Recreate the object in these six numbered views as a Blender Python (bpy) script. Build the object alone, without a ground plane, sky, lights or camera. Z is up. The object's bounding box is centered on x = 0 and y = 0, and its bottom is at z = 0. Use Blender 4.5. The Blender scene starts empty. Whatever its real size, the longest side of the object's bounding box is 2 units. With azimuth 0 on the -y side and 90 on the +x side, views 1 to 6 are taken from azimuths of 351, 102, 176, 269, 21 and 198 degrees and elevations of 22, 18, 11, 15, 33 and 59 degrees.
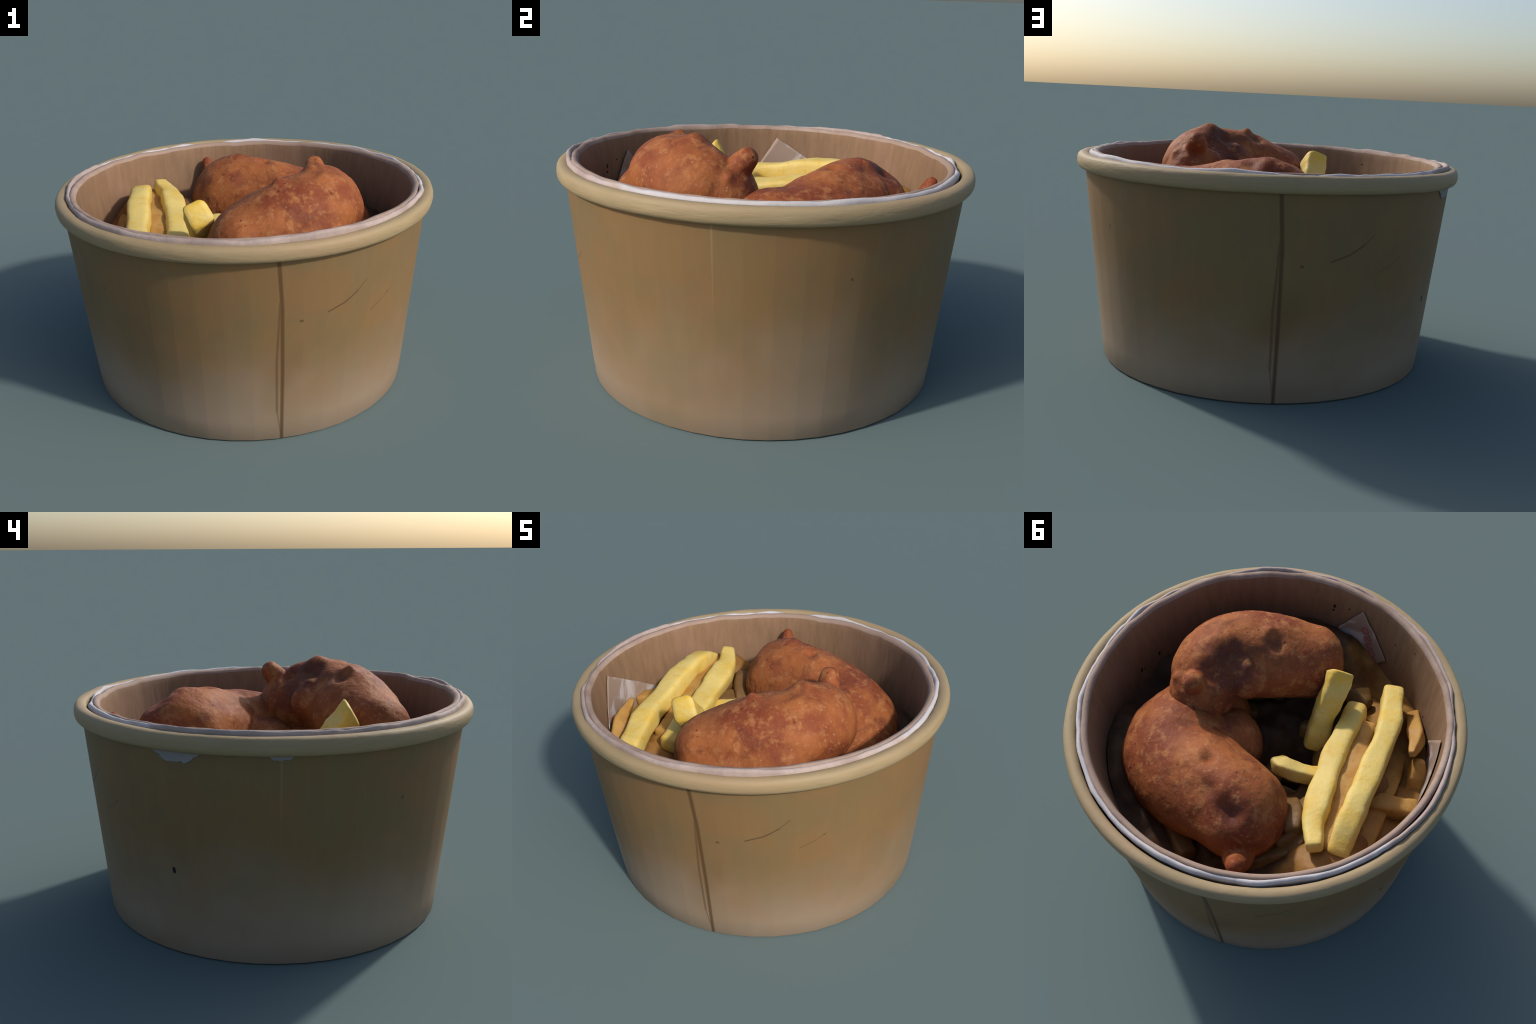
# Takeaway bowl: a kraft paper tub with a paper liner, two battered sausages
# and a heap of chunky fries.  Built part by part, procedural materials only.
import bpy, bmesh, math, random
import numpy as np
from mathutils import Vector, noise

random.seed(7)
rng = np.random.default_rng(7)
PI = math.pi
COL = bpy.context.scene.collection


# ------------------------------------------------------------------ helpers
def add(obj, parent=None):
    COL.objects.link(obj)
    if parent is not None:
        obj.parent = parent
    return obj


def mesh_obj(name, verts, faces, mat=None, parent=None, smooth=True):
    me = bpy.data.meshes.new(name)
    me.from_pydata([tuple(map(float, v)) for v in verts], [], faces)
    me.update()
    if smooth:
        me.polygons.foreach_set("use_smooth", [True] * len(me.polygons))
    if mat:
        me.materials.append(mat)
    return add(bpy.data.objects.new(name, me), parent)


def recalc(obj):
    bm = bmesh.new()
    bm.from_mesh(obj.data)
    bmesh.ops.recalc_face_normals(bm, faces=bm.faces)
    bm.to_mesh(obj.data)
    bm.free()


def revolve(name, profile, segs, mat, parent, wobble=None, close=False):
    """Spin a profile of (r, z).  wobble(theta, k, r, z) may move a point."""
    n = len(profile)
    V, F = [], []
    for i in range(segs):
        t = 2 * PI * i / segs
        for k, (r, z) in enumerate(profile):
            rr, zz = wobble(t, k, r, z) if wobble else (r, z)
            V.append((rr * math.cos(t), rr * math.sin(t), zz))
    m = n if close else n - 1
    for i in range(segs):
        j = (i + 1) % segs
        for k in range(m):
            l = (k + 1) % n
            F.append((i * n + k, j * n + k, j * n + l, i * n + l))
    ob = mesh_obj(name, V, F, mat, parent)
    recalc(ob)
    return ob


def catmull(P, n):
    P = np.asarray(P, float)
    Q = np.vstack([2 * P[0] - P[1], P, 2 * P[-1] - P[-2]])
    out = []
    m = len(P) - 1
    for s in np.linspace(0, m, n):
        i = min(int(s), m - 1)
        t = s - i
        a, b, c, d = Q[i], Q[i + 1], Q[i + 2], Q[i + 3]
        out.append(0.5 * (2 * b + (c - a) * t + (2 * a - 5 * b + 4 * c - d) * t * t
                          + (3 * b - a - 3 * c + d) * t ** 3))
    return np.array(out)


def fbm(p, scale, octaves=3):
    return noise.fractal(Vector(p) * scale, 1.0, 2.0, octaves)


def ring_noise(t, f, seed):
    return noise.noise(Vector((math.cos(t) * f, math.sin(t) * f, seed)))


def lump(t, centre_deg, width_deg):
    d = (math.degrees(t) - centre_deg + 180) % 360 - 180
    return math.exp(-(d / width_deg) ** 2)


# ------------------------------------------------------------ node helpers
class Mat:
    def __init__(self, name, rough=0.6):
        self.m = bpy.data.materials.new(name)
        self.m.use_nodes = True
        self.t = self.m.node_tree
        self.b = self.t.nodes["Principled BSDF"]
        self.b.inputs["Roughness"].default_value = rough
        self.b.inputs["Specular IOR Level"].default_value = 0.3
        self.co = self.t.nodes.new("ShaderNodeTexCoord").outputs["Object"]

    def _in(self, sock, v):
        if isinstance(v, bpy.types.NodeSocket):
            self.t.links.new(v, sock)
        else:
            sock.default_value = v

    def math(self, op, a, b=0.0, c=0.0, clamp=False):
        n = self.t.nodes.new("ShaderNodeMath")
        n.operation = op
        n.use_clamp = clamp
        self._in(n.inputs[0], a)
        self._in(n.inputs[1], b)
        self._in(n.inputs[2], c)
        return n.outputs[0]

    def mapping(self, scale=(1, 1, 1), loc=(0, 0, 0), vec=None):
        n = self.t.nodes.new("ShaderNodeMapping")
        self._in(n.inputs["Vector"], vec or self.co)
        n.inputs["Scale"].default_value = scale
        n.inputs["Location"].default_value = loc
        return n.outputs[0]

    def noise(self, scale, detail=3.0, rough=0.55, vec=None, dist=0.0):
        n = self.t.nodes.new("ShaderNodeTexNoise")
        self._in(n.inputs["Vector"], vec or self.co)
        n.inputs["Scale"].default_value = scale
        n.inputs["Detail"].default_value = detail
        n.inputs["Roughness"].default_value = rough
        n.inputs["Distortion"].default_value = dist
        return n.outputs["Fac"]

    def voronoi(self, scale, vec=None, feature="F1"):
        n = self.t.nodes.new("ShaderNodeTexVoronoi")
        n.feature = feature
        self._in(n.inputs["Vector"], vec or self.co)
        n.inputs["Scale"].default_value = scale
        return n.outputs["Distance"]

    def step(self, v, lo, hi):
        n = self.t.nodes.new("ShaderNodeMapRange")
        n.interpolation_type = "SMOOTHSTEP"
        self._in(n.inputs["Value"], v)
        n.inputs["From Min"].default_value = lo
        n.inputs["From Max"].default_value = hi
        return n.outputs["Result"]

    def mix(self, fac, a, b, blend="MIX"):
        n = self.t.nodes.new("ShaderNodeMix")
        n.data_type = "RGBA"
        n.blend_type = blend
        self._in(n.inputs[0], fac)
        for s, v in ((n.inputs[6], a), (n.inputs[7], b)):
            if isinstance(v, tuple):
                s.default_value = (*v, 1) if len(v) == 3 else v
            else:
                self.t.links.new(v, s)
        return n.outputs[2]

    def xyz(self, vec=None):
        n = self.t.nodes.new("ShaderNodeSeparateXYZ")
        self._in(n.inputs[0], vec or self.co)
        return n.outputs

    def random(self):
        return self.t.nodes.new("ShaderNodeObjectInfo").outputs["Random"]

    def bump(self, h, strength=0.3, dist=0.01):
        n = self.t.nodes.new("ShaderNodeBump")
        n.inputs["Strength"].default_value = strength
        n.inputs["Distance"].default_value = dist
        self._in(n.inputs["Height"], h)
        self.t.links.new(n.outputs[0], self.b.inputs["Normal"])

    def color(self, c):
        self._in(self.b.inputs["Base Color"], (*c, 1) if isinstance(c, tuple) else c)
        return self

    # distance, in the (u, z) plane, to a segment; returns soft mask
    def stroke(self, u, z, a, b, width, soft):
        dx, dy = b[0] - a[0], b[1] - a[1]
        L = dx * dx + dy * dy + 1e-9
        px = self.math("SUBTRACT", u, a[0])
        py = self.math("SUBTRACT", z, a[1])
        h = self.math("MULTIPLY_ADD", px, dx / L, self.math("MULTIPLY", py, dy / L))
        h = self.math("MINIMUM", self.math("MAXIMUM", h, 0.0), 1.0)
        qx = self.math("MULTIPLY_ADD", h, -dx, px)
        qy = self.math("MULTIPLY_ADD", h, -dy, py)
        d = self.math("SQRT", self.math("MULTIPLY_ADD", qx, qx, self.math("MULTIPLY", qy, qy)))
        return self.math("SUBTRACT", 1.0, self.step(d, width, width + soft))

    def union(self, masks):
        m = masks[0]
        for k in masks[1:]:
            m = self.math("MAXIMUM", m, k)
        return m


# --------------------------------------------------------------- materials
def kraft_outer():
    M = Mat("kraft_board", 0.62)
    x, y, z = M.xyz()
    # the printed board is two equal halves: fold one half onto the other
    s = M.math("MULTIPLY", M.math("SIGN", y), -1.0)
    xf = M.math("MULTIPLY", x, s)
    yf = M.math("ABSOLUTE", y)
    # arc length from the glued seam (metres along the wall)
    u = M.math("MULTIPLY", M.math("ARCTAN2", xf, yf), 0.91)
    big = M.noise(1.7, 3, 0.5)
    fib = M.noise(3.0, 4, 0.6, M.mapping((9, 9, 1.2)))
    low = M.noise(4.0, 2, 0.5)
    # tan that fades, in an uneven front, to a paler tone low down
    zz = M.math("MULTIPLY_ADD", M.math("SUBTRACT", big, 0.5), 0.7, z)
    pale = M.math("SUBTRACT", 1.0, M.step(zz, -0.05, 0.66))
    tan = M.mix(M.step(low, 0.35, 0.65), (0.190, 0.122, 0.053), (0.215, 0.123, 0.050))
    c = M.mix(M.math("MULTIPLY", pale, 0.85), tan, (0.305, 0.23, 0.168))
    c = M.mix(M.math("MULTIPLY", M.math("SUBTRACT", fib, 0.5), 0.2), c, (0.36, 0.27, 0.16))
    olive = M.step(M.noise(2.6, 2, 0.5, M.mapping((1, 1, 0.7), (4, 2, 1))), 0.52, 0.72)
    c = M.mix(M.math("MULTIPLY", olive, 0.28), c, (0.185, 0.132, 0.058))
    # stain round the seam
    st = M.stroke(u, z, (0.0, 0.38), (0.06, 0.47), 0.01, 0.12)
    c = M.mix(M.math("MULTIPLY", M.math("MULTIPLY", st, big), 0.75), c, (0.17, 0.095, 0.04))
    d = lambda deg: math.radians(deg) * 0.91
    # seam: one line down to the foot and a second that splits off it
    main = M.union([M.stroke(u, z, (d(0.3), 0.99), (d(1.3), 0.74), 0.004, 0.010),
                    M.stroke(u, z, (d(1.3), 0.74), (d(1.5), 0.40), 0.004, 0.010),
                    M.stroke(u, z, (d(1.5), 0.40), (d(1.3), 0.0), 0.004, 0.010)])
    side = M.union([M.stroke(u, z, (d(0.7), 0.77), (d(-0.3), 0.45), 0.002, 0.008),
                    M.stroke(u, z, (d(-0.3), 0.45), (d(-0.2), 0.17), 0.002, 0.008),
                    M.stroke(u, z, (d(-0.2), 0.17), (d(1.0), 0.03), 0.0, 0.006)])
    seam = M.math("MAXIMUM", main, M.math("MULTIPLY", side, 0.7))
    c = M.mix(M.math("MULTIPLY", seam, 0.82), c, (0.085, 0.042, 0.015))
    # scuffs
    scuff = [M.stroke(u, z, (d(15.2), 0.685), (d(20.5), 0.712), 0.0012, 0.005),
             M.stroke(u, z, (d(20.5), 0.712), (d(25), 0.756), 0.0012, 0.005),
             M.stroke(u, z, (d(25), 0.756), (d(28), 0.802), 0.0005, 0.003),
             ]
    faint = [M.stroke(u, z, (d(31), 0.620), (d(36), 0.655), 0.0008, 0.006),
             M.stroke(u, z, (d(36), 0.655), (d(39.2), 0.688), 0.0005, 0.004)]
    c = M.mix(M.math("MULTIPLY", M.union(faint), 0.4), c, (0.085, 0.05, 0.02))
    c = M.mix(M.math("MULTIPLY", M.union(scuff), 0.85), c, (0.085, 0.05, 0.02))
    foot = M.stroke(u, z, (d(45), 0.034), (d(52), 0.014), 0.001, 0.007)
    c = M.mix(M.math("MULTIPLY", foot, 0.6), c, (0.35, 0.17, 0.06))
    spot = [M.stroke(u, z, (d(6.8), 0.664), (d(7.2), 0.663), 0.003, 0.006),
            M.stroke(u, z, (d(-55.4), 0.750), (d(-55.2), 0.745), 0.002, 0.006),
            M.stroke(u, z, (d(38.3), 0.683), (d(38.4), 0.680), 0.001, 0.005)]
    c = M.mix(M.math("MULTIPLY", M.union(spot), 0.7), c, (0.06, 0.035, 0.015))
    # one pin hole, on the back half only
    hole = M.stroke(u, z, (d(59.2), 0.43), (d(59.3), 0.417), 0.006, 0.006)
    hole = M.math("MULTIPLY", hole, M.math("GREATER_THAN", y, 0.0))
    c = M.mix(hole, c, (0.012, 0.01, 0.008))
    # light crease a quarter turn from the seam
    cr = M.math("SUBTRACT", 1.0, M.step(M.math("ABSOLUTE", M.math("MULTIPLY_ADD", z, -0.012, M.math("ADD", yf, 0.012))), 0.002, 0.007))
    c = M.mix(M.math("MULTIPLY", cr, 0.22), c, (0.42, 0.32, 0.19))
    M.color(c)
    h = M.math("SUBTRACT", M.math("MULTIPLY", fib, 0.1), M.math("MULTIPLY", seam, 0.12))
    M.bump(h, 0.25, 0.01)
    return M.m


def kraft_rim():
    M = Mat("kraft_rim", 0.6)
    n = M.noise(5, 4, 0.6, M.mapping((1, 1, 6)))
    c = M.mix(n, (0.285, 0.205, 0.105), (0.37, 0.28, 0.16))  # both tones lowered to match the rim's shaded side
    c = M.mix(M.step(M.noise(1.3, 2), 0.45, 0.7), c, (0.35, 0.245, 0.135))
    M.color(c)
    M.bump(M.noise(14, 3, 0.6, M.mapping((1, 1, 5))), 0.25, 0.01)
    return M.m


def liner_wall_mat():
    M = Mat("liner_board", 0.7)
    x, y, z = M.xyz()
    th = M.math("ARCTAN2", y, x)
    cv = M.t.nodes.new("ShaderNodeCombineXYZ")
    M._in(cv.inputs[0], M.math("MULTIPLY", M.math("COSINE", th), 14.0))
    M._in(cv.inputs[1], M.math("MULTIPLY", M.math("SINE", th), 14.0))
    M._in(cv.inputs[2], M.math("MULTIPLY", z, 3.5))
    streak = M.noise(1.6, 5, 0.65, cv.outputs[0])
    blot = M.noise(3.2, 3, 0.5)
    c = M.mix(M.step(streak, 0.2, 0.8), (0.185, 0.108, 0.06), (0.255, 0.152, 0.085))
    c = M.mix(M.math("MULTIPLY", M.step(blot, 0.45, 0.7), 0.5), c, (0.25, 0.145, 0.095))
    # pin pricks
    u = M.math("MULTIPLY", th, 0.87)
    d = lambda deg: math.radians(deg) * 0.87
    prick = [M.stroke(u, z, (d(a), zz), (d(a + .2), zz - s), w, 0.003) for a, zz, s, w in
             ((-97.2, 0.94, 0.01, 0.006), (-96.9, 0.905, 0.0, 0.005), (-103, 0.955, 0.0, 0.003),
              (-17.4, 0.76, 0.012, 0.006), (-19, 0.745, 0.004, 0.003), (-27, 0.77, 0.012, 0.006),
              (-124.5, 0.915, 0.0, 0.003), (-134.2, 0.993, 0.0, 0.003), (-149.7, 0.739, 0.0, 0.004))]
    c = M.mix(M.union(prick), c, (0.008, 0.006, 0.005))
    M.color(c)
    M.bump(streak, 0.25, 0.01)
    return M.m


def lip_mat(name, a, b, white, lo, hi):
    """Pinkish kraft, with a white paper face on the side turned to the back."""
    M = Mat(name, 0.7)
    n = M.noise(7, 4, 0.6)
    g = M.noise(26, 3, 0.6)
    c = M.mix(M.step(n, 0.3, 0.7), a, b)
    c = M.mix(M.math("MULTIPLY", M.step(g, 0.55, 0.75), 0.35), c, (0.22, 0.165, 0.14))
    x, y, z = M.xyz()
    side = M.math("MULTIPLY_ADD", x, 0.62, M.math("MULTIPLY", y, 0.78))
    side = M.math("MULTIPLY_ADD", M.math("SUBTRACT", M.noise(2.4, 3, 0.6), 0.5), 1.3, side)
    c = M.mix(M.step(side, lo, hi), c, white)
    M.color(c)
    M.bump(M.math("ADD", n, M.math("MULTIPLY", g, 0.5)), 0.35, 0.012)
    return M.m


def paper_mat():
    M = Mat("thin_paper", 0.55)
    n = M.noise(7.5, 3, 0.5, M.mapping((1, 1, 0.6)), 0.6)
    c = M.mix(M.step(n, 0.48, 0.60), (0.30, 0.215, 0.165), (0.46, 0.41, 0.39))
    M.color(c)
    M.bump(n, 0.3, 0.01)
    return M.m


def plain(name, col, rough=0.6, var=0.12):
    M = Mat(name, rough)
    n = M.noise(18, 3)
    M.color(M.mix(n, tuple(v * (1 - var) for v in col), tuple(min(1, v * (1 + var)) for v in col)))
    return M.m


def batter_mat():
    M = Mat("fried_batter", 0.62)
    a = M.noise(4.2, 4, 0.55, dist=0.4)
    b = M.noise(15, 5, 0.65)
    f = M.noise(55, 3, 0.6)
    c = M.mix(M.step(a, 0.36, 0.64), (0.195, 0.048, 0.020), (0.315, 0.102, 0.032))
    c = M.mix(M.math("MULTIPLY", M.step(b, 0.50, 0.68), 0.7), c, (0.40, 0.168, 0.060))
    c = M.mix(M.math("MULTIPLY", M.step(f, 0.55, 0.78), 0.45), c, (0.40, 0.21, 0.11))
    dk = M.step(M.noise(5, 5, 0.62, M.mapping((1, 1, 1), (5, 1, 3)), 0.8), 0.53, 0.68)
    c = M.mix(M.math("MULTIPLY", dk, 0.65), c, (0.125, 0.034, 0.018))
    # pale crumbs and dark pores
    v = M.voronoi(38)
    gate = M.step(M.noise(9, 2, 0.5, M.mapping((1, 1, 1), (1, 7, 2))), 0.5, 0.62)
    crumb = M.math("MULTIPLY", M.math("SUBTRACT", 1.0, M.step(v, 0.10, 0.28)), gate)
    c = M.mix(M.math("MULTIPLY", crumb, 0.35), c, (0.46, 0.27, 0.16))
    pv = M.voronoi(21, M.mapping((1, 1, 1), (2.2, 0.7, 5)))
    pg = M.step(M.noise(6, 2, 0.5, M.mapping((1, 1, 1), (8, 3, 1))), 0.55, 0.62)
    pore = M.math("MULTIPLY", M.math("SUBTRACT", 1.0, M.step(pv, 0.05, 0.17)), pg)
    c = M.mix(M.math("MULTIPLY", pore, 0.75), c, (0.055, 0.02, 0.012))
    # dark patches in the hollows: a big one on the upper sausage, small ones on the other
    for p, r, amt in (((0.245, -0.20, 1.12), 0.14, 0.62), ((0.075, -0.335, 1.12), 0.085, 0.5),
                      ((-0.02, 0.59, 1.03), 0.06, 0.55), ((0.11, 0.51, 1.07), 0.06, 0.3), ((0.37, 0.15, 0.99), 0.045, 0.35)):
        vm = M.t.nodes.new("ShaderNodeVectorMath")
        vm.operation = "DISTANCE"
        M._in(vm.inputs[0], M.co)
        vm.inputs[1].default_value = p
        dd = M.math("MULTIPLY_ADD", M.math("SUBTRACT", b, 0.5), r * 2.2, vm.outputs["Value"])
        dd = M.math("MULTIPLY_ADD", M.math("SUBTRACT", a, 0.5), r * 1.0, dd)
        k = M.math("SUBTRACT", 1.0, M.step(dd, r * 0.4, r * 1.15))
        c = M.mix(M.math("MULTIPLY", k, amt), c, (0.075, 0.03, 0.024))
    M.color(c)
    M.b.inputs["Specular IOR Level"].default_value = 0.14
    h = M.math("SUBTRACT", M.math("MULTIPLY_ADD", f, 0.5, b), M.math("MULTIPLY", pore, 0.8))
    M.bump(h, 0.4, 0.012)
    return M.m


def fry_mat(name, pale, deep, edge):
    M = Mat(name, 0.55)
    n = M.noise(9, 4, 0.6)
    f = M.noise(40, 3, 0.6)
    r = M.random()
    c = M.mix(M.step(n, 0.35, 0.7), pale, deep)
    c = M.mix(M.math("MULTIPLY", r, 0.4), c, pale)
    c = M.mix(M.math("MULTIPLY", M.step(f, 0.58, 0.75), 0.5), c, edge)
    br = M.step(M.noise(5, 3, 0.6, M.mapping((1, 1, 1), (2, 6, 4))), 0.60, 0.78)
    c = M.mix(M.math("MULTIPLY", br, 0.5), c, edge)
    M.color(c)
    M.b.inputs["Subsurface Weight"].default_value = 0.06
    M.b.inputs["Subsurface Radius"].default_value = (0.02, 0.012, 0.004)
    M.bump(M.math("ADD", n, M.math("MULTIPLY", f, 0.6)), 0.35, 0.012)
    return M.m


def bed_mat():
    M = Mat("crumbs_painted_shade", 0.6)
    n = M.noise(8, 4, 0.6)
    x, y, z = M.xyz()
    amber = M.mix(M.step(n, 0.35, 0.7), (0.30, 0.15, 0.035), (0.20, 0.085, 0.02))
    dark = M.mix(M.step(n, 0.35, 0.7), (0.085, 0.042, 0.018), (0.05, 0.023, 0.01))  # near-black brown bakes the shadow around the sausages into the bed
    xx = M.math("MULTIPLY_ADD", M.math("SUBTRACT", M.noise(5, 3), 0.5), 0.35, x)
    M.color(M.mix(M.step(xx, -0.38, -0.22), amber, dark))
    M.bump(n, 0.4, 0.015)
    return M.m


KRAFT, RIM = kraft_outer(), kraft_rim()
LINER = liner_wall_mat()
LIP = lip_mat("liner_lip", (0.27, 0.18, 0.135), (0.38, 0.28, 0.225), (0.31, 0.215, 0.165), -0.3, 0.3)
EDGE = lip_mat("white_paper_edge", (0.33, 0.25, 0.22), (0.43, 0.34, 0.305), (0.50, 0.465, 0.465), 0.0, 0.2)
PAPER = paper_mat()
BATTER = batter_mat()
FRY = fry_mat("fry_potato", (0.67, 0.51, 0.16), (0.66, 0.415, 0.045), (0.56, 0.27, 0.025))
AMBERFRY = fry_mat("fry_amber", (0.44, 0.25, 0.065), (0.36, 0.17, 0.035), (0.24, 0.10, 0.02))
SHADE_TINTED_FRY = fry_mat("fry_painted_shade", (0.17, 0.09, 0.028), (0.12, 0.058, 0.016), (0.08, 0.035, 0.012))  # potato colour darkened to paint the deep shade low in the tub
WHITE = plain("torn_paper", (0.25, 0.225, 0.22), 0.7)
RED = plain("red_print", (0.38, 0.10, 0.09), 0.6)
BASE = plain("base_board", (0.36, 0.25, 0.14), 0.7)
SHADE_TINTED_BED = bed_mat()

# ------------------------------------------------------------------- bowl
bowl = add(bpy.data.objects.new("paper_bowl", None))
bowl["label"] = "round brown kraft paper takeaway tub with rolled rim and liner"
bowl["category"] = "paper bowl"

R0, SLOPE = 0.861, 0.1
wall_r = lambda z: R0 + SLOPE * z
liner_r = lambda z: 0.779 + 0.1 * z

# outer wall: tapered, with a small turned-in foot; inside face of the board too
SEGS = 48
prof = [(0.835, 0.02), (0.838, 0.0), (0.852, 0.0), (R0, 0.006)]
prof += [(wall_r(z), z) for z in (0.12, 0.25, 0.4, 0.55, 0.7, 0.85, 0.93, 0.985, 1.02)]
prof += [(wall_r(1.02) - 0.012, 1.02), (wall_r(0.5) - 0.012, 0.5), (0.835, 0.02)]
wall = revolve("outer_wall", prof, SEGS, KRAFT, bowl,
               lambda t, k, r, z: (r * (1 + 0.0012 * ring_noise(t, 9, z)), z))
# rolled board is not perfectly round: lean the shading a little to flat facets
me = wall.data
vn = [v.vector.copy() for v in me.vertex_normals]
loops = []
for p in me.polygons:
    steep = abs(p.normal.z) < 0.5 and p.normal.dot(p.center) > 0
    k = 0.3 if steep else 1.0
    for v in p.vertices:
        loops.append(tuple((vn[v] * (1 - k) + p.normal * k).normalized()))
me.normals_split_custom_set(loops)

# base disc, set up inside the foot
segs = 48
V = [(0, 0, 0.018), (0, 0, 0.03)]
F = []
for i in range(segs):
    t = 2 * PI * i / segs
    V += [(0.836 * math.cos(t), 0.836 * math.sin(t), 0.018), (0.836 * math.cos(t), 0.836 * math.sin(t), 0.03)]
for i in range(segs):
    a, b = 2 + 2 * i, 2 + 2 * ((i + 1) % segs)
    F += [(0, b, a), (1, a + 1, b + 1), (a, b, b + 1, a + 1)]
mesh_obj("base_disc", V, F, BASE, bowl, smooth=False)

# rolled rim: a slightly boxy tube
prof = []
for i in range(20):
    a = 2 * PI * i / 20
    c, s = math.cos(a), math.sin(a)
    p = 2 / 2.5
    prof.append((0.966 + 0.033 * math.copysign(abs(c) ** p, c), 1.0245 + 0.0405 * math.copysign(abs(s) ** p, s)))


def rim_wob(t, k, r, z):
    n = 0.0018 * ring_noise(t, 5, k * 0.23) + 0.0012 * ring_noise(t, 14, k * 0.4 + 3)
    return min(r + n, 1.0), z + 0.003 * ring_noise(t, 1.2, 9) + n


revolve("rolled_rim", prof, 144, RIM, bowl, rim_wob, close=True)

# liner: inner cup wall and floor, its rounded lip, and a white turned-out edge
LSEG = 180


def seat(x, y, z):
    """The liner is pushed towards -y and tipped: high at -y, low at +y."""
    k = max(0.0, min(1.0, (1.05 - z) / 0.4))
    y2 = y - 0.016 - 0.010 * k
    return x, y2, z - (0.011 * y - 0.001) * max(0.0, min(1.0, (z - 0.8) / 0.2))


def reseat(ob):
    for v in ob.data.vertices:
        v.co = seat(*v.co)
    ob.data.update()


def flare(t):
    return (lump(t, 155, 12) + 0.6 * lump(t, 170, 10))


def lip_wave(t):
    return (0.007 * ring_noise(t, 2.2, 4.0) + 0.006 * ring_noise(t, 6, 1.0)
            + 0.003 * ring_noise(t, 18, 2.0))


def liner_wob(t, k, r, z):
    w = max(0.0, (z - 0.75) / 0.3)
    f = w * lip_wave(t)
    g = w * 0.004 * ring_noise(t, 7, 5.5 + z * 2)
    return r + 0.5 * f + g, z + (0.9 * f if z > 1.0 else 0)


prof = [(0.01, 0.09), (0.4, 0.09), (0.76, 0.09), (0.786, 0.11)]
prof += [(liner_r(z), z) for z in (0.2, 0.3, 0.4, 0.5, 0.6, 0.7, 0.78, 0.86, 0.93, 0.99, 1.025, 1.045)] + [(0.887, 1.057)]
reseat(revolve("liner_wall", prof, LSEG, LINER, bowl, liner_wob))

prof = [(0.887, 1.057), (0.890, 1.066), (0.897, 1.073), (0.907, 1.076), (0.917, 1.074), (0.922, 1.055)]
reseat(revolve("liner_lip", prof, LSEG, LIP, bowl, liner_wob))


def edge_wob(t, k, r, z):
    f = lip_wave(t + 0.35)
    n = 0.006 * ring_noise(t, 8, 7.0) + 0.003 * ring_noise(t, 20, 8.0 + 0.2 * k)
    up = 0.010 * flare(t) + 0.010 * lump(t, 78, 7) + 0.008 * lump(t, -80, 10) + 0.008 * lump(t, 35, 12)
    top = max(0.0, min(1.0, (z - 1.0) / 0.06))
    return r + 0.6 * f + n + top * (0.008 * ring_noise(t, 4.5, 3.3) + 0.018 * flare(t) + 0.004 * lump(t, 60, 25)), z + (f + up + n) * top


prof = [(0.912, 1.040), (0.915, 1.066), (0.920, 1.073), (0.927, 1.075), (0.935, 1.070), (0.938, 1.060), (0.938, 1.04), (0.934, 1.0), (0.925, 0.92), (0.915, 0.90)]
reseat(revolve("liner_edge", prof, LSEG, EDGE, bowl, edge_wob))


# paper pieces on the liner wall: (angle, height) quads wrapped on the cone
def wrap(deg, z, off, radius):
    t = math.radians(deg)
    r = radius(z) + off
    return Vector((r * math.cos(t), r * math.sin(t), z))


def paper_patch(name, quad, mat, radius, off, thick, n=24, rag=0.0, curl=0.0, seed=0.0, inside=False):
    """Sheet bounded by four (angle, height) corners, with thickness."""
    q = np.array(quad, float)
    V, F = [], []
    for layer in (0, 1):
        for i in range(n + 1):
            for j in range(n + 1):
                a, b = i / n, j / n
                p = (1 - a) * (1 - b) * q[0] + a * (1 - b) * q[1] + a * b * q[2] + (1 - a) * b * q[3]
                edge = max(abs(2 * a - 1), abs(2 * b - 1))
                k = rag * edge ** 4
                d = p[0] + k * 12 * noise.noise(Vector((a * 6, b * 6, seed)))
                z = p[1] + k * noise.noise(Vector((a * 6, b * 6, seed + 9)))
                o = off + 0.003 * noise.noise(Vector((a * 3, b * 3, seed + 4))) + curl * edge ** 6
                V.append(wrap(d, z, o - thick * layer, radius))
    m = n + 1
    N = m * m
    for i in range(n):
        for j in range(n):
            a = i * m + j
            F.append((a, a + 1, a + m + 1, a + m))
            F.append((N + a, N + a + m, N + a + m + 1, N + a + 1))
    rim = [i * m for i in range(n)] + [n * m + j for j in range(n)] + [i * m + n for i in range(n, 0, -1)] + [j for j in range(n, 0, -1)]
    for k in range(len(rim)):
        a, b = rim[k], rim[(k + 1) % len(rim)]
        F.append((a, b, N + b, N + a))
    ob = mesh_obj(name, V, F, mat, bowl)
    recalc(ob)
    if inside:
        reseat(ob)
    return ob


paper_patch("paper_sheet", [(-172.6, 1.012), (-162.2, 0.76), (-172, 0.55), (-204, 0.74)], PAPER, liner_r, -0.007, 0.003, rag=0.004, seed=1, inside=True)
paper_patch("paper_sheet", [(-109, 0.985), (-100, 0.80), (-108, 0.50), (-123, 0.76)], PAPER, liner_r, -0.008, 0.003, rag=0.006, seed=2, inside=True)

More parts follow.
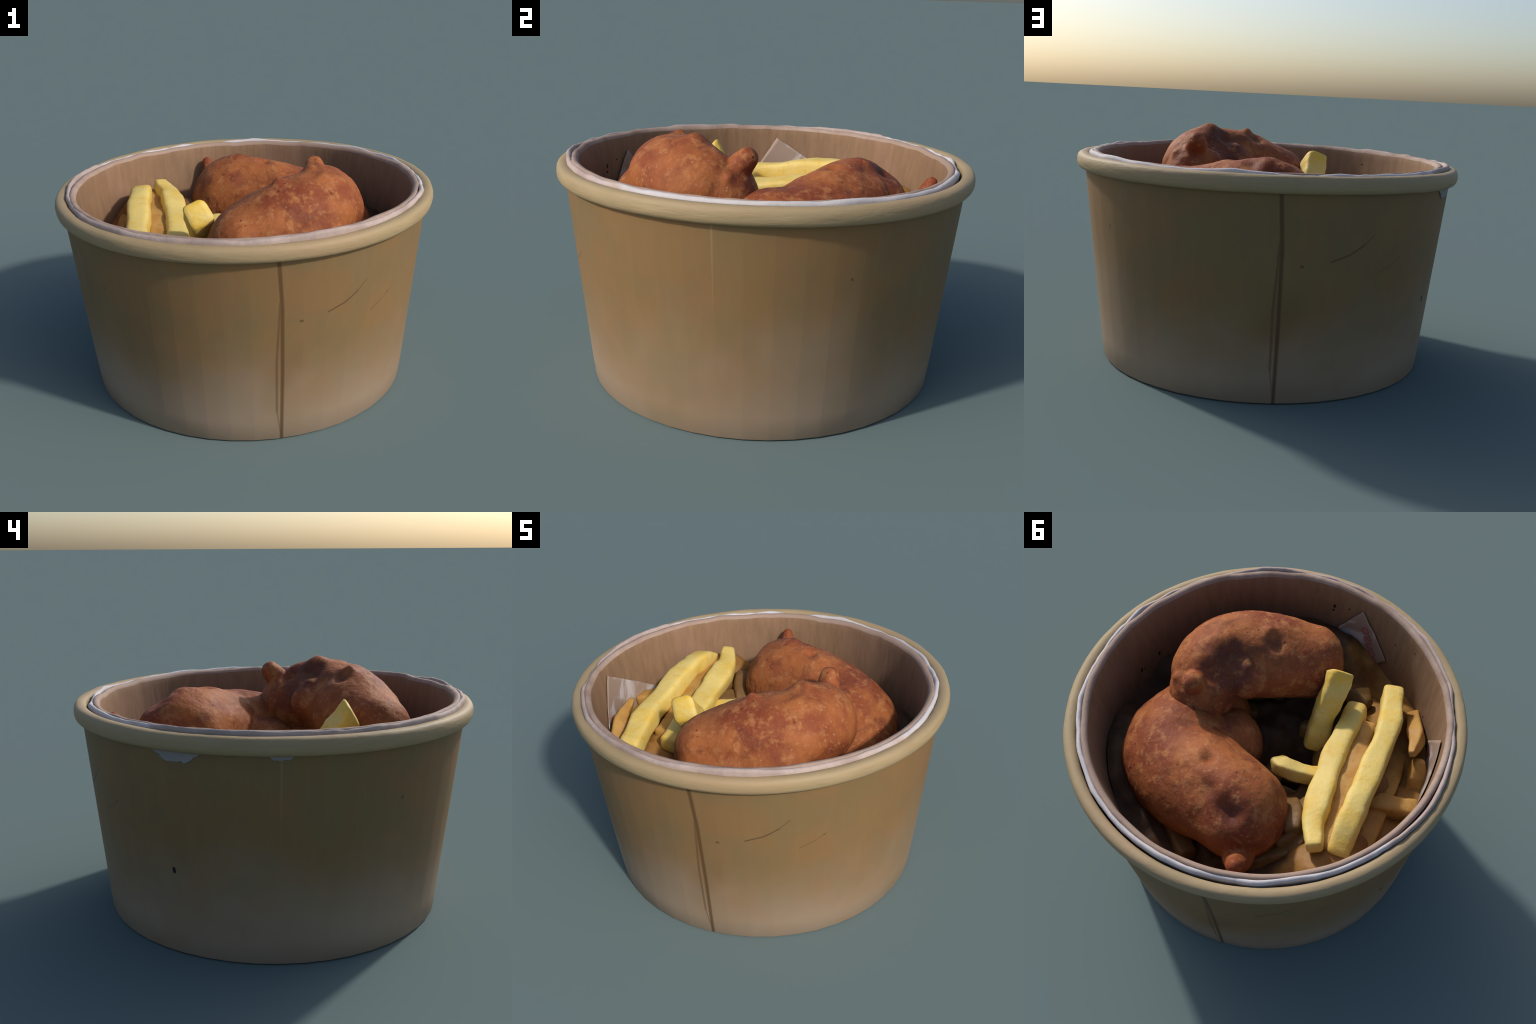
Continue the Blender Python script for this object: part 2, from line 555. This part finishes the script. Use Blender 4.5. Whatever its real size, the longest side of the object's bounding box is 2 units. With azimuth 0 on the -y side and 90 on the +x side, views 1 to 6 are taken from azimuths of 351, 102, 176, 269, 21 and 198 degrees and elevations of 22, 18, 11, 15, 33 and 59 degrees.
# red print: short words bent onto the sheets
def printed(word, size, deg0, z0, angle, off):
    cu = bpy.data.curves.new("red_lettering", "FONT")
    cu.body = word
    cu.size = size
    cu.extrude = 0.0008
    tmp = bpy.data.objects.new("tmp", cu)
    COL.objects.link(tmp)
    bpy.context.view_layer.update()
    me = bpy.data.meshes.new_from_object(tmp.evaluated_get(bpy.context.evaluated_depsgraph_get()))
    bpy.data.objects.remove(tmp)
    bpy.data.curves.remove(cu)
    ca, sa = math.cos(angle), math.sin(angle)
    for v in me.vertices:
        x, y, d = v.co
        X, Y = x * ca - y * sa, x * sa + y * ca
        z = z0 + Y
        # seen from inside the bowl, +X runs clockwise
        v.co = wrap(deg0 - math.degrees(X / 0.86), z, off - d, liner_r)
    me.materials.clear()
    me.materials.append(RED)
    me.name = "red_lettering"
    ob = add(bpy.data.objects.new("red_lettering", me), bowl)
    reseat(ob)
    return ob


printed("ozonao", 0.10, -121.2, 0.64, math.radians(118), -0.0145)
printed("T", 0.10, -165.5, 0.735, math.radians(-8), -0.0125)

# torn white flecks under the rim, standing just proud of the wall
paper_patch("torn_paper", [(145.2, 0.992), (161.2, 0.992), (156.0, 0.936), (149.6, 0.936)], WHITE, wall_r, 0.003, 0.003, n=16, rag=0.012, seed=5)
paper_patch("torn_paper", [(176.2, 0.994), (184.6, 0.994), (182.0, 0.967), (178.0, 0.964)], WHITE, wall_r, 0.003, 0.003, n=14, rag=0.006, seed=6)


# --------------------------------------------------------------- sausages
def tube(spine, radii, rings, around, V, F, cap=6):
    """Round tube with domed ends, appended to V, F."""
    n = rings
    C = catmull(spine, n)
    R = catmull(np.array(radii, float)[:, None], n)[:, 0]
    T = np.gradient(C, axis=0)
    T /= np.linalg.norm(T, axis=1)[:, None]
    sections = []
    for k in range(cap, 0, -1):
        a = 0.5 * PI * k / cap
        sections.append((C[0] - T[0] * R[0] * math.sin(a), T[0], max(R[0] * math.cos(a), 1e-3)))
    sections += [(C[i], T[i], R[i]) for i in range(n)]
    for k in range(1, cap + 1):
        a = 0.5 * PI * k / cap
        sections.append((C[-1] + T[-1] * R[-1] * math.sin(a), T[-1], max(R[-1] * math.cos(a), 1e-3)))
    up = np.array([0.1, 0.2, 1.0])
    base = len(V)
    for c, t, r in sections:
        s = np.cross(t, up)
        s /= np.linalg.norm(s)
        w = np.cross(s, t)
        for j in range(around):
            a = 2 * PI * j / around
            V.append(c + r * (math.cos(a) * s + math.sin(a) * w))
    m = len(sections)
    for i in range(m - 1):
        for j in range(around):
            k = (j + 1) % around
            F.append((base + i * around + j, base + i * around + k, base + (i + 1) * around + k, base + (i + 1) * around + j))
    F.append(tuple(base + j for j in range(around))[::-1])
    F.append(tuple(base + (m - 1) * around + j for j in range(around)))


def sausage(label, body, stub, blobs, bumps, seed):
    """body, stub: (spine, radii).  blobs: extra (centre, radius) lumps fused in.
    bumps: (centre, reach, height) pushed along the normal; negative dents."""
    V, F = [], []
    tube(body[0], body[1], 40, 40, V, F)
    tube(stub[0], stub[1], 14, 18, V, F, 5)
    for c, r in blobs:
        tube([np.array(c) - [r * .15, 0, 0], np.array(c) + [r * .15, 0, 0]], [r * .95, r * .95], 4, 24, V, F, 8)
    src = mesh_obj("tmp", V, F)
    rm = src.modifiers.new("r", "REMESH")
    rm.mode = "VOXEL"
    rm.voxel_size = 0.0085
    sm = src.modifiers.new("s", "SMOOTH")
    sm.factor = 0.5
    sm.iterations = 14
    bpy.context.view_layer.update()
    me = bpy.data.meshes.new_from_object(src.evaluated_get(bpy.context.evaluated_depsgraph_get()))
    bpy.data.objects.remove(src)
    nv = len(me.vertices)
    P = np.empty(nv * 3)
    me.vertices.foreach_get("co", P)
    P = P.reshape(-1, 3)
    N = np.empty(nv * 3)
    me.vertex_normals.foreach_get("vector", N)
    N = N.reshape(-1, 3)
    h = np.zeros(nv)
    for c, reach, amt in bumps:
        d2 = ((P - np.array(c)) ** 2).sum(1)
        d2 = ((P - P[d2.argmin()]) ** 2).sum(1)
        h += amt * np.exp(-d2 / reach ** 2)
    for i in range(nv):
        p = P[i]
        h[i] += 0.015 * fbm(p + seed, 3.2, 2) + 0.004 * fbm(p + seed, 10, 2) + 0.0015 * noise.noise(Vector(p) * 42)
    P = P + N * h[:, None]
    me.vertices.foreach_set("co", P.ravel())
    me.update()
    me.polygons.foreach_set("use_smooth", [True] * len(me.polygons))
    me.materials.clear()
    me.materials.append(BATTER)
    # split the stub off the body along a shared border, keeping one surface
    normals = np.empty(nv * 3)
    me.vertex_normals.foreach_get("vector", normals)
    normals = normals.reshape(-1, 3)
    a, b = np.array(stub[0][0]), np.array(stub[0][-1])
    ax = (b - a) / np.linalg.norm(b - a)
    L = np.linalg.norm(b - a)
    cen = np.empty(len(me.polygons) * 3)
    me.polygons.foreach_get("center", cen)
    cen = cen.reshape(-1, 3)
    s = (cen - a) @ ax
    rad = np.linalg.norm(cen - a - s[:, None] * ax, axis=1)
    is_stub = (s > 0.42 * L) & (rad < 2.0 * max(stub[1]))
    faces = [tuple(p.vertices) for p in me.polygons]
    top = add(bpy.data.objects.new("battered_sausage", None))
    top["label"] = label
    top["category"] = "sausage"
    for nm, sel in (("sausage_body", ~is_stub), ("sausage_stub", is_stub)):
        idx = np.nonzero(sel)[0]
        used = sorted({v for f in idx for v in faces[f]})
        back = {v: i for i, v in enumerate(used)}
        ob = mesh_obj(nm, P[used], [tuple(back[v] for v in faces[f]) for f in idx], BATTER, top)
        ob.data.normals_split_custom_set_from_vertices([tuple(n) for n in normals[used]])
    bpy.data.meshes.remove(me)
    return top


# the one on top, in front (nearer -y)
sausage("curved brown battered sausage with stubby end lying on top",
        body=([(0.385, -0.125, 0.935), (0.375, -0.24, 0.97), (0.28, -0.36, 0.965), (0.10, -0.44, 0.935), (-0.07, -0.495, 0.885)],
              [0.18, 0.22, 0.23, 0.23, 0.205]),
        stub=([(0.39, -0.10, 1.02), (0.39, -0.045, 1.08), (0.387, 0.0, 1.130)], [0.085, 0.058, 0.042]),
        blobs=[((0.19, -0.21, 0.985), 0.105), ((0.02, -0.54, 0.845), 0.20), ((0.22, -0.49, 0.86), 0.215)],
        bumps=[((0.32, -0.255, 1.20), 0.06, 0.034), ((0.112, -0.41, 1.17), 0.032, 0.024),
               ((0.37, -0.39, 1.20), 0.05, 0.008),
               ((0.235, -0.225, 1.14), 0.055, -0.038), ((0.065, -0.36, 1.13), 0.05, -0.034),
               ((0.32, -0.13, 1.10), 0.05, -0.032), ((0.17, -0.20, 1.094), 0.030, 0.020),
               ((0.12, -0.27, 1.10), 0.05, -0.02),
               ((0.349, -0.502, 1.126), 0.014, -0.014), ((0.31, -0.53, 1.10), 0.010, -0.010),
               ((0.10, -0.62, 1.05), 0.012, -0.010), ((0.47, -0.08, 1.03), 0.03, 0.015)],
        seed=3.1)

# the lower one, at the back (+x, +y)
sausage("fat bent brown battered sausage with dimples and thin tail",
        body=([(-0.005, 0.455, 0.828), (0.12, 0.40, 0.83), (0.335, 0.275, 0.735), (0.435, 0.115, 0.695), (0.41, -0.10, 0.64)],
              [0.245, 0.257, 0.296, 0.305, 0.27]),
        stub=([(-0.085, 0.69, 0.80), (-0.103, 0.76, 0.885), (-0.115, 0.80, 0.972)], [0.078, 0.046, 0.024]),
        blobs=[((0.235, 0.03, 0.715), 0.195)],
        bumps=[((0.03, 0.47, 1.09), 0.07, 0.022), ((0.169, 0.36, 1.034), 0.034, -0.030),
               ((-0.03, 0.59, 1.03), 0.042, -0.035), ((0.02, 0.56, 1.04), 0.035, -0.02), ((0.11, 0.50, 1.07), 0.05, -0.018),
               ((0.385, 0.153, 1.0), 0.04, -0.008), ((0.24, 0.20, 1.03), 0.06, 0.012),
               ((0.05, 0.68, 0.95), 0.06, 0.015), ((0.06, 0.25, 1.0), 0.06, -0.015)],
        seed=8.4)


# -------------------------------------------------------------------- fries
def fry(spine, size, mat, roll=0.0, end_normal=None, seed=0.0, square=5.0, taper=(0.9, 0.9), name="french_fry", parent=None):
    """Cut potato stick: rounded square section swept along a bent spine."""
    n = 26
    C = catmull(spine, n)
    T = np.gradient(C, axis=0)
    T /= np.linalg.norm(T, axis=1)[:, None]
    around = 24
    V, F = [], []
    p = 2 / square
    up = np.array([0.05, 0.03, 1.0])
    w0, h0 = size
    ends = [(0, 0.55), (0, 0.86), (0, 1.0)] + [(i, 1.0) for i in range(1, n - 1)] + [(n - 1, 1.0), (n - 1, 0.86), (n - 1, 0.55)]
    push = [-0.012, -0.008, 0.0] + [0] * (n - 2) + [0.0, 0.008, 0.012]
    for (i, k), pu in zip(ends, push):
        t = T[i]
        if end_normal is not None and i < 6:
            e = np.array(end_normal, float)
            e /= np.linalg.norm(e)
            f = i / 6
            t2 = (1 - f) * e + f * t
        else:
            t2 = t
        s = np.cross(t, up)
        s /= np.linalg.norm(s)
        w = np.cross(s, t)
        s, w = math.cos(roll) * s + math.sin(roll) * w, -math.sin(roll) * s + math.cos(roll) * w
        u = i / (n - 1)
        tp = taper[0] * (1 - u) + taper[1] * u
        tp = min(1.0, tp + 0.6 * min(u, 1 - u))
        for j in range(around):
            a = 2 * PI * (j + 0.5) / around
            c, q = math.cos(a), math.sin(a)
            v = (0.5 * w0 * math.copysign(abs(c) ** p, c) * s + 0.5 * h0 * math.copysign(abs(q) ** p, q) * w) * k * tp
            if t2 is not t:  # oblique cut: slide along the axis onto the cut plane
                v = v - t * (v @ t2) / (t @ t2)
            P = C[i] + v + t * pu
            P = P + v * (0.26 * fbm(P + seed, 5.5, 2) + 0.07 * noise.noise(Vector(P + seed) * 30))
            V.append(P)
    m = len(ends)
    for i in range(m - 1):
        for j in range(around):
            k = (j + 1) % around
            F.append((i * around + j, i * around + k, (i + 1) * around + k, (i + 1) * around + j))
    F.append(tuple(range(around))[::-1])
    F.append(tuple((m - 1) * around + j for j in range(around)))
    ob = mesh_obj(name, V, F, mat, parent)
    recalc(ob)
    if parent is None:
        ob["label"] = "chunky cut potato fry, golden yellow and slightly bent"
        ob["category"] = "french fry"
    return ob


# long one nearest the wall, then its neighbour
fry([(-0.555, -0.50, 0.802), (-0.588, -0.21, 0.845), (-0.562, 0.18, 0.902), (-0.552, 0.38, 0.906), (-0.54, 0.54, 0.845)], (0.126, 0.122), FRY, 0.1, seed=1.5, square=4.2, taper=(0.85, 0.85))
fry([(-0.395, -0.35, 0.778), (-0.375, -0.05, 0.822), (-0.372, 0.23, 0.855), (-0.388, 0.42, 0.877), (-0.43, 0.57, 0.913)], (0.125, 0.112), FRY, -0.1, square=4.2, seed=4.2, taper=(0.95, 0.7))
# short upright one leaning out, cut straight across
fry([(-0.287, -0.368, 1.02), (-0.264, -0.27, 0.88), (-0.225, -0.13, 0.66)], (0.125, 0.12), FRY, 0.6, end_normal=(0.02, 0.85, -0.5), square=4.5, seed=7.7, taper=(1, 0.9))
fry([(-0.10, 0.10, 0.765), (-0.16, 0.13, 0.795), (-0.36, 0.105, 0.745)], (0.10, 0.095), FRY, 0.3, seed=2.2)
# amber ones tucked against the wall and lower down
fry([(-0.745, -0.11, 0.865), (-0.745, -0.25, 0.80), (-0.70, -0.46, 0.68)], (0.09, 0.11), AMBERFRY, 0.3, seed=9.0, taper=(0.45, 0.9))
fry([(-0.79, -0.12, 0.79), (-0.80, -0.06, 0.72), (-0.79, 0.02, 0.62)], (0.09, 0.09), AMBERFRY, 0.3, seed=9.5, taper=(0.6, 0.9))
fry([(-0.58, 0.17, 0.755), (-0.71, 0.16, 0.755), (-0.83, 0.13, 0.73)], (0.10, 0.10), AMBERFRY, 0.0, seed=5.0)
fry([(-0.37, 0.64, 0.76), (-0.33, 0.52, 0.70), (-0.28, 0.36, 0.62)], (0.10, 0.10), AMBERFRY, 0.4, seed=6.0)
fry([(-0.30, 0.48, 0.80), (-0.27, 0.36, 0.75), (-0.22, 0.24, 0.66)], (0.09, 0.11), SHADE_TINTED_FRY, 0.2, seed=6.6)
fry([(-0.47, -0.26, 0.75), (-0.475, 0.05, 0.785), (-0.47, 0.54, 0.82)], (0.13, 0.14), AMBERFRY, 0.0, seed=3.0)
fry([(-0.66, -0.36, 0.62), (-0.66, 0.05, 0.70), (-0.63, 0.44, 0.75)], (0.11, 0.11), AMBERFRY, 0.2, seed=11.0)
fry([(-0.42, -0.58, 0.62), (-0.30, -0.52, 0.60), (-0.14, -0.42, 0.56)], (0.10, 0.10), AMBERFRY, 0.2, seed=12.0)

# the lower heap: fries nobody can pick out singly, and the crumbs under them
heap = add(bpy.data.objects.new("fries_heap", None))
heap["label"] = "deep heap of fries filling the bowl, darkened for the shade inside"
heap["category"] = "french fries"


def bump2(x, y, cx, cy, sx, sy):
    return math.exp(-((x - cx) / sx) ** 2 - ((y - cy) / sy) ** 2)


def bed_height(x, y):
    r = math.hypot(x, y)
    z = 0.64 + 0.06 * min(1, max(0, (r - 0.45) / 0.3))
    z += 0.16 * bump2(x, y, -0.46, 0.15, 0.17, 0.45)      # packed between the long fries
    z += 0.13 * bump2(x, y, -0.42, 0.66, 0.18, 0.18)      # against the tailed sausage
    z += 0.08 * bump2(x, y, -0.64, 0.50, 0.13, 0.22)
    z += 0.07 * bump2(x, y, 0.72, 0.28, 0.17, 0.20)       # ramped up in the crook by the wall
    z -= 0.13 * bump2(x, y, 0.28, 0.74, 0.24, 0.18)
    z -= 0.14 * bump2(x, y, 0.68, -0.15, 0.13, 0.16)
    z += 0.16 * bump2(x, y, 0.02, -0.74, 0.34, 0.13)      # wedged behind the upper sausage
    z -= 0.20 * bump2(x, y, -0.15, 0.0, 0.16, 0.16)       # hollow in the middle
    z -= 0.08 * bump2(x, y, -0.44, -0.60, 0.14, 0.14)
    return z + 0.05 * fbm((x, y, 0.3), 5.0, 3)


V, F = [], []
rings, seg = 60, 180
RB = 0.845
V.append((0, 0, bed_height(0, 0)))
for i in range(1, rings + 1):
    r = RB * i / rings
    for j in range(seg):
        t = 2 * PI * j / seg
        x, y = r * math.cos(t), r * math.sin(t)
        z = bed_height(x, y)
        k = min(1.0, (liner_r(z) + 0.004) / r) if r > 0.7 else 1.0
        V.append((x * k, y * k - 0.024 * i / rings, z))
for j in range(seg):
    F.append((0, 1 + j, 1 + (j + 1) % seg))
for i in range(rings - 1):
    for j in range(seg):
        k = (j + 1) % seg
        a = 1 + i * seg
        F.append((a + j, a + seg + j, a + seg + k, a + k))
bed = mesh_obj("crumb_bed", V, F, SHADE_TINTED_BED, heap)
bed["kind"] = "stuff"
tmpl = []
for k in range(4):
    L = 0.16 + 0.04 * k
    o = fry([(-L, 0, 0), (0, 0.02 * (k - 1.5), 0.01), (L, 0, 0)], (0.10, 0.10), SHADE_TINTED_FRY, 0.2 * k, seed=20 + k, name="loose_fry", parent=heap)
    tmpl.append(o)
for n in range(26):
    r, t = 0.68 * math.sqrt(random.random()), random.uniform(0, 2 * PI)
    x, y = r * math.cos(t), r * math.sin(t)
    o = tmpl[n % 4] if n < 4 else tmpl[n % 4].copy()
    if n >= 4:
        COL.objects.link(o)
    # lie along the wall near it, any way round in the middle
    yaw = t + PI / 2 + random.uniform(-0.3, 0.3) if r > 0.42 else random.uniform(0, PI)
    o.location = (x, y, bed_height(x, y) + random.uniform(-0.045, 0.0))
    o.rotation_euler = (random.uniform(-0.5, 0.5), random.uniform(-0.15, 0.15), yaw)
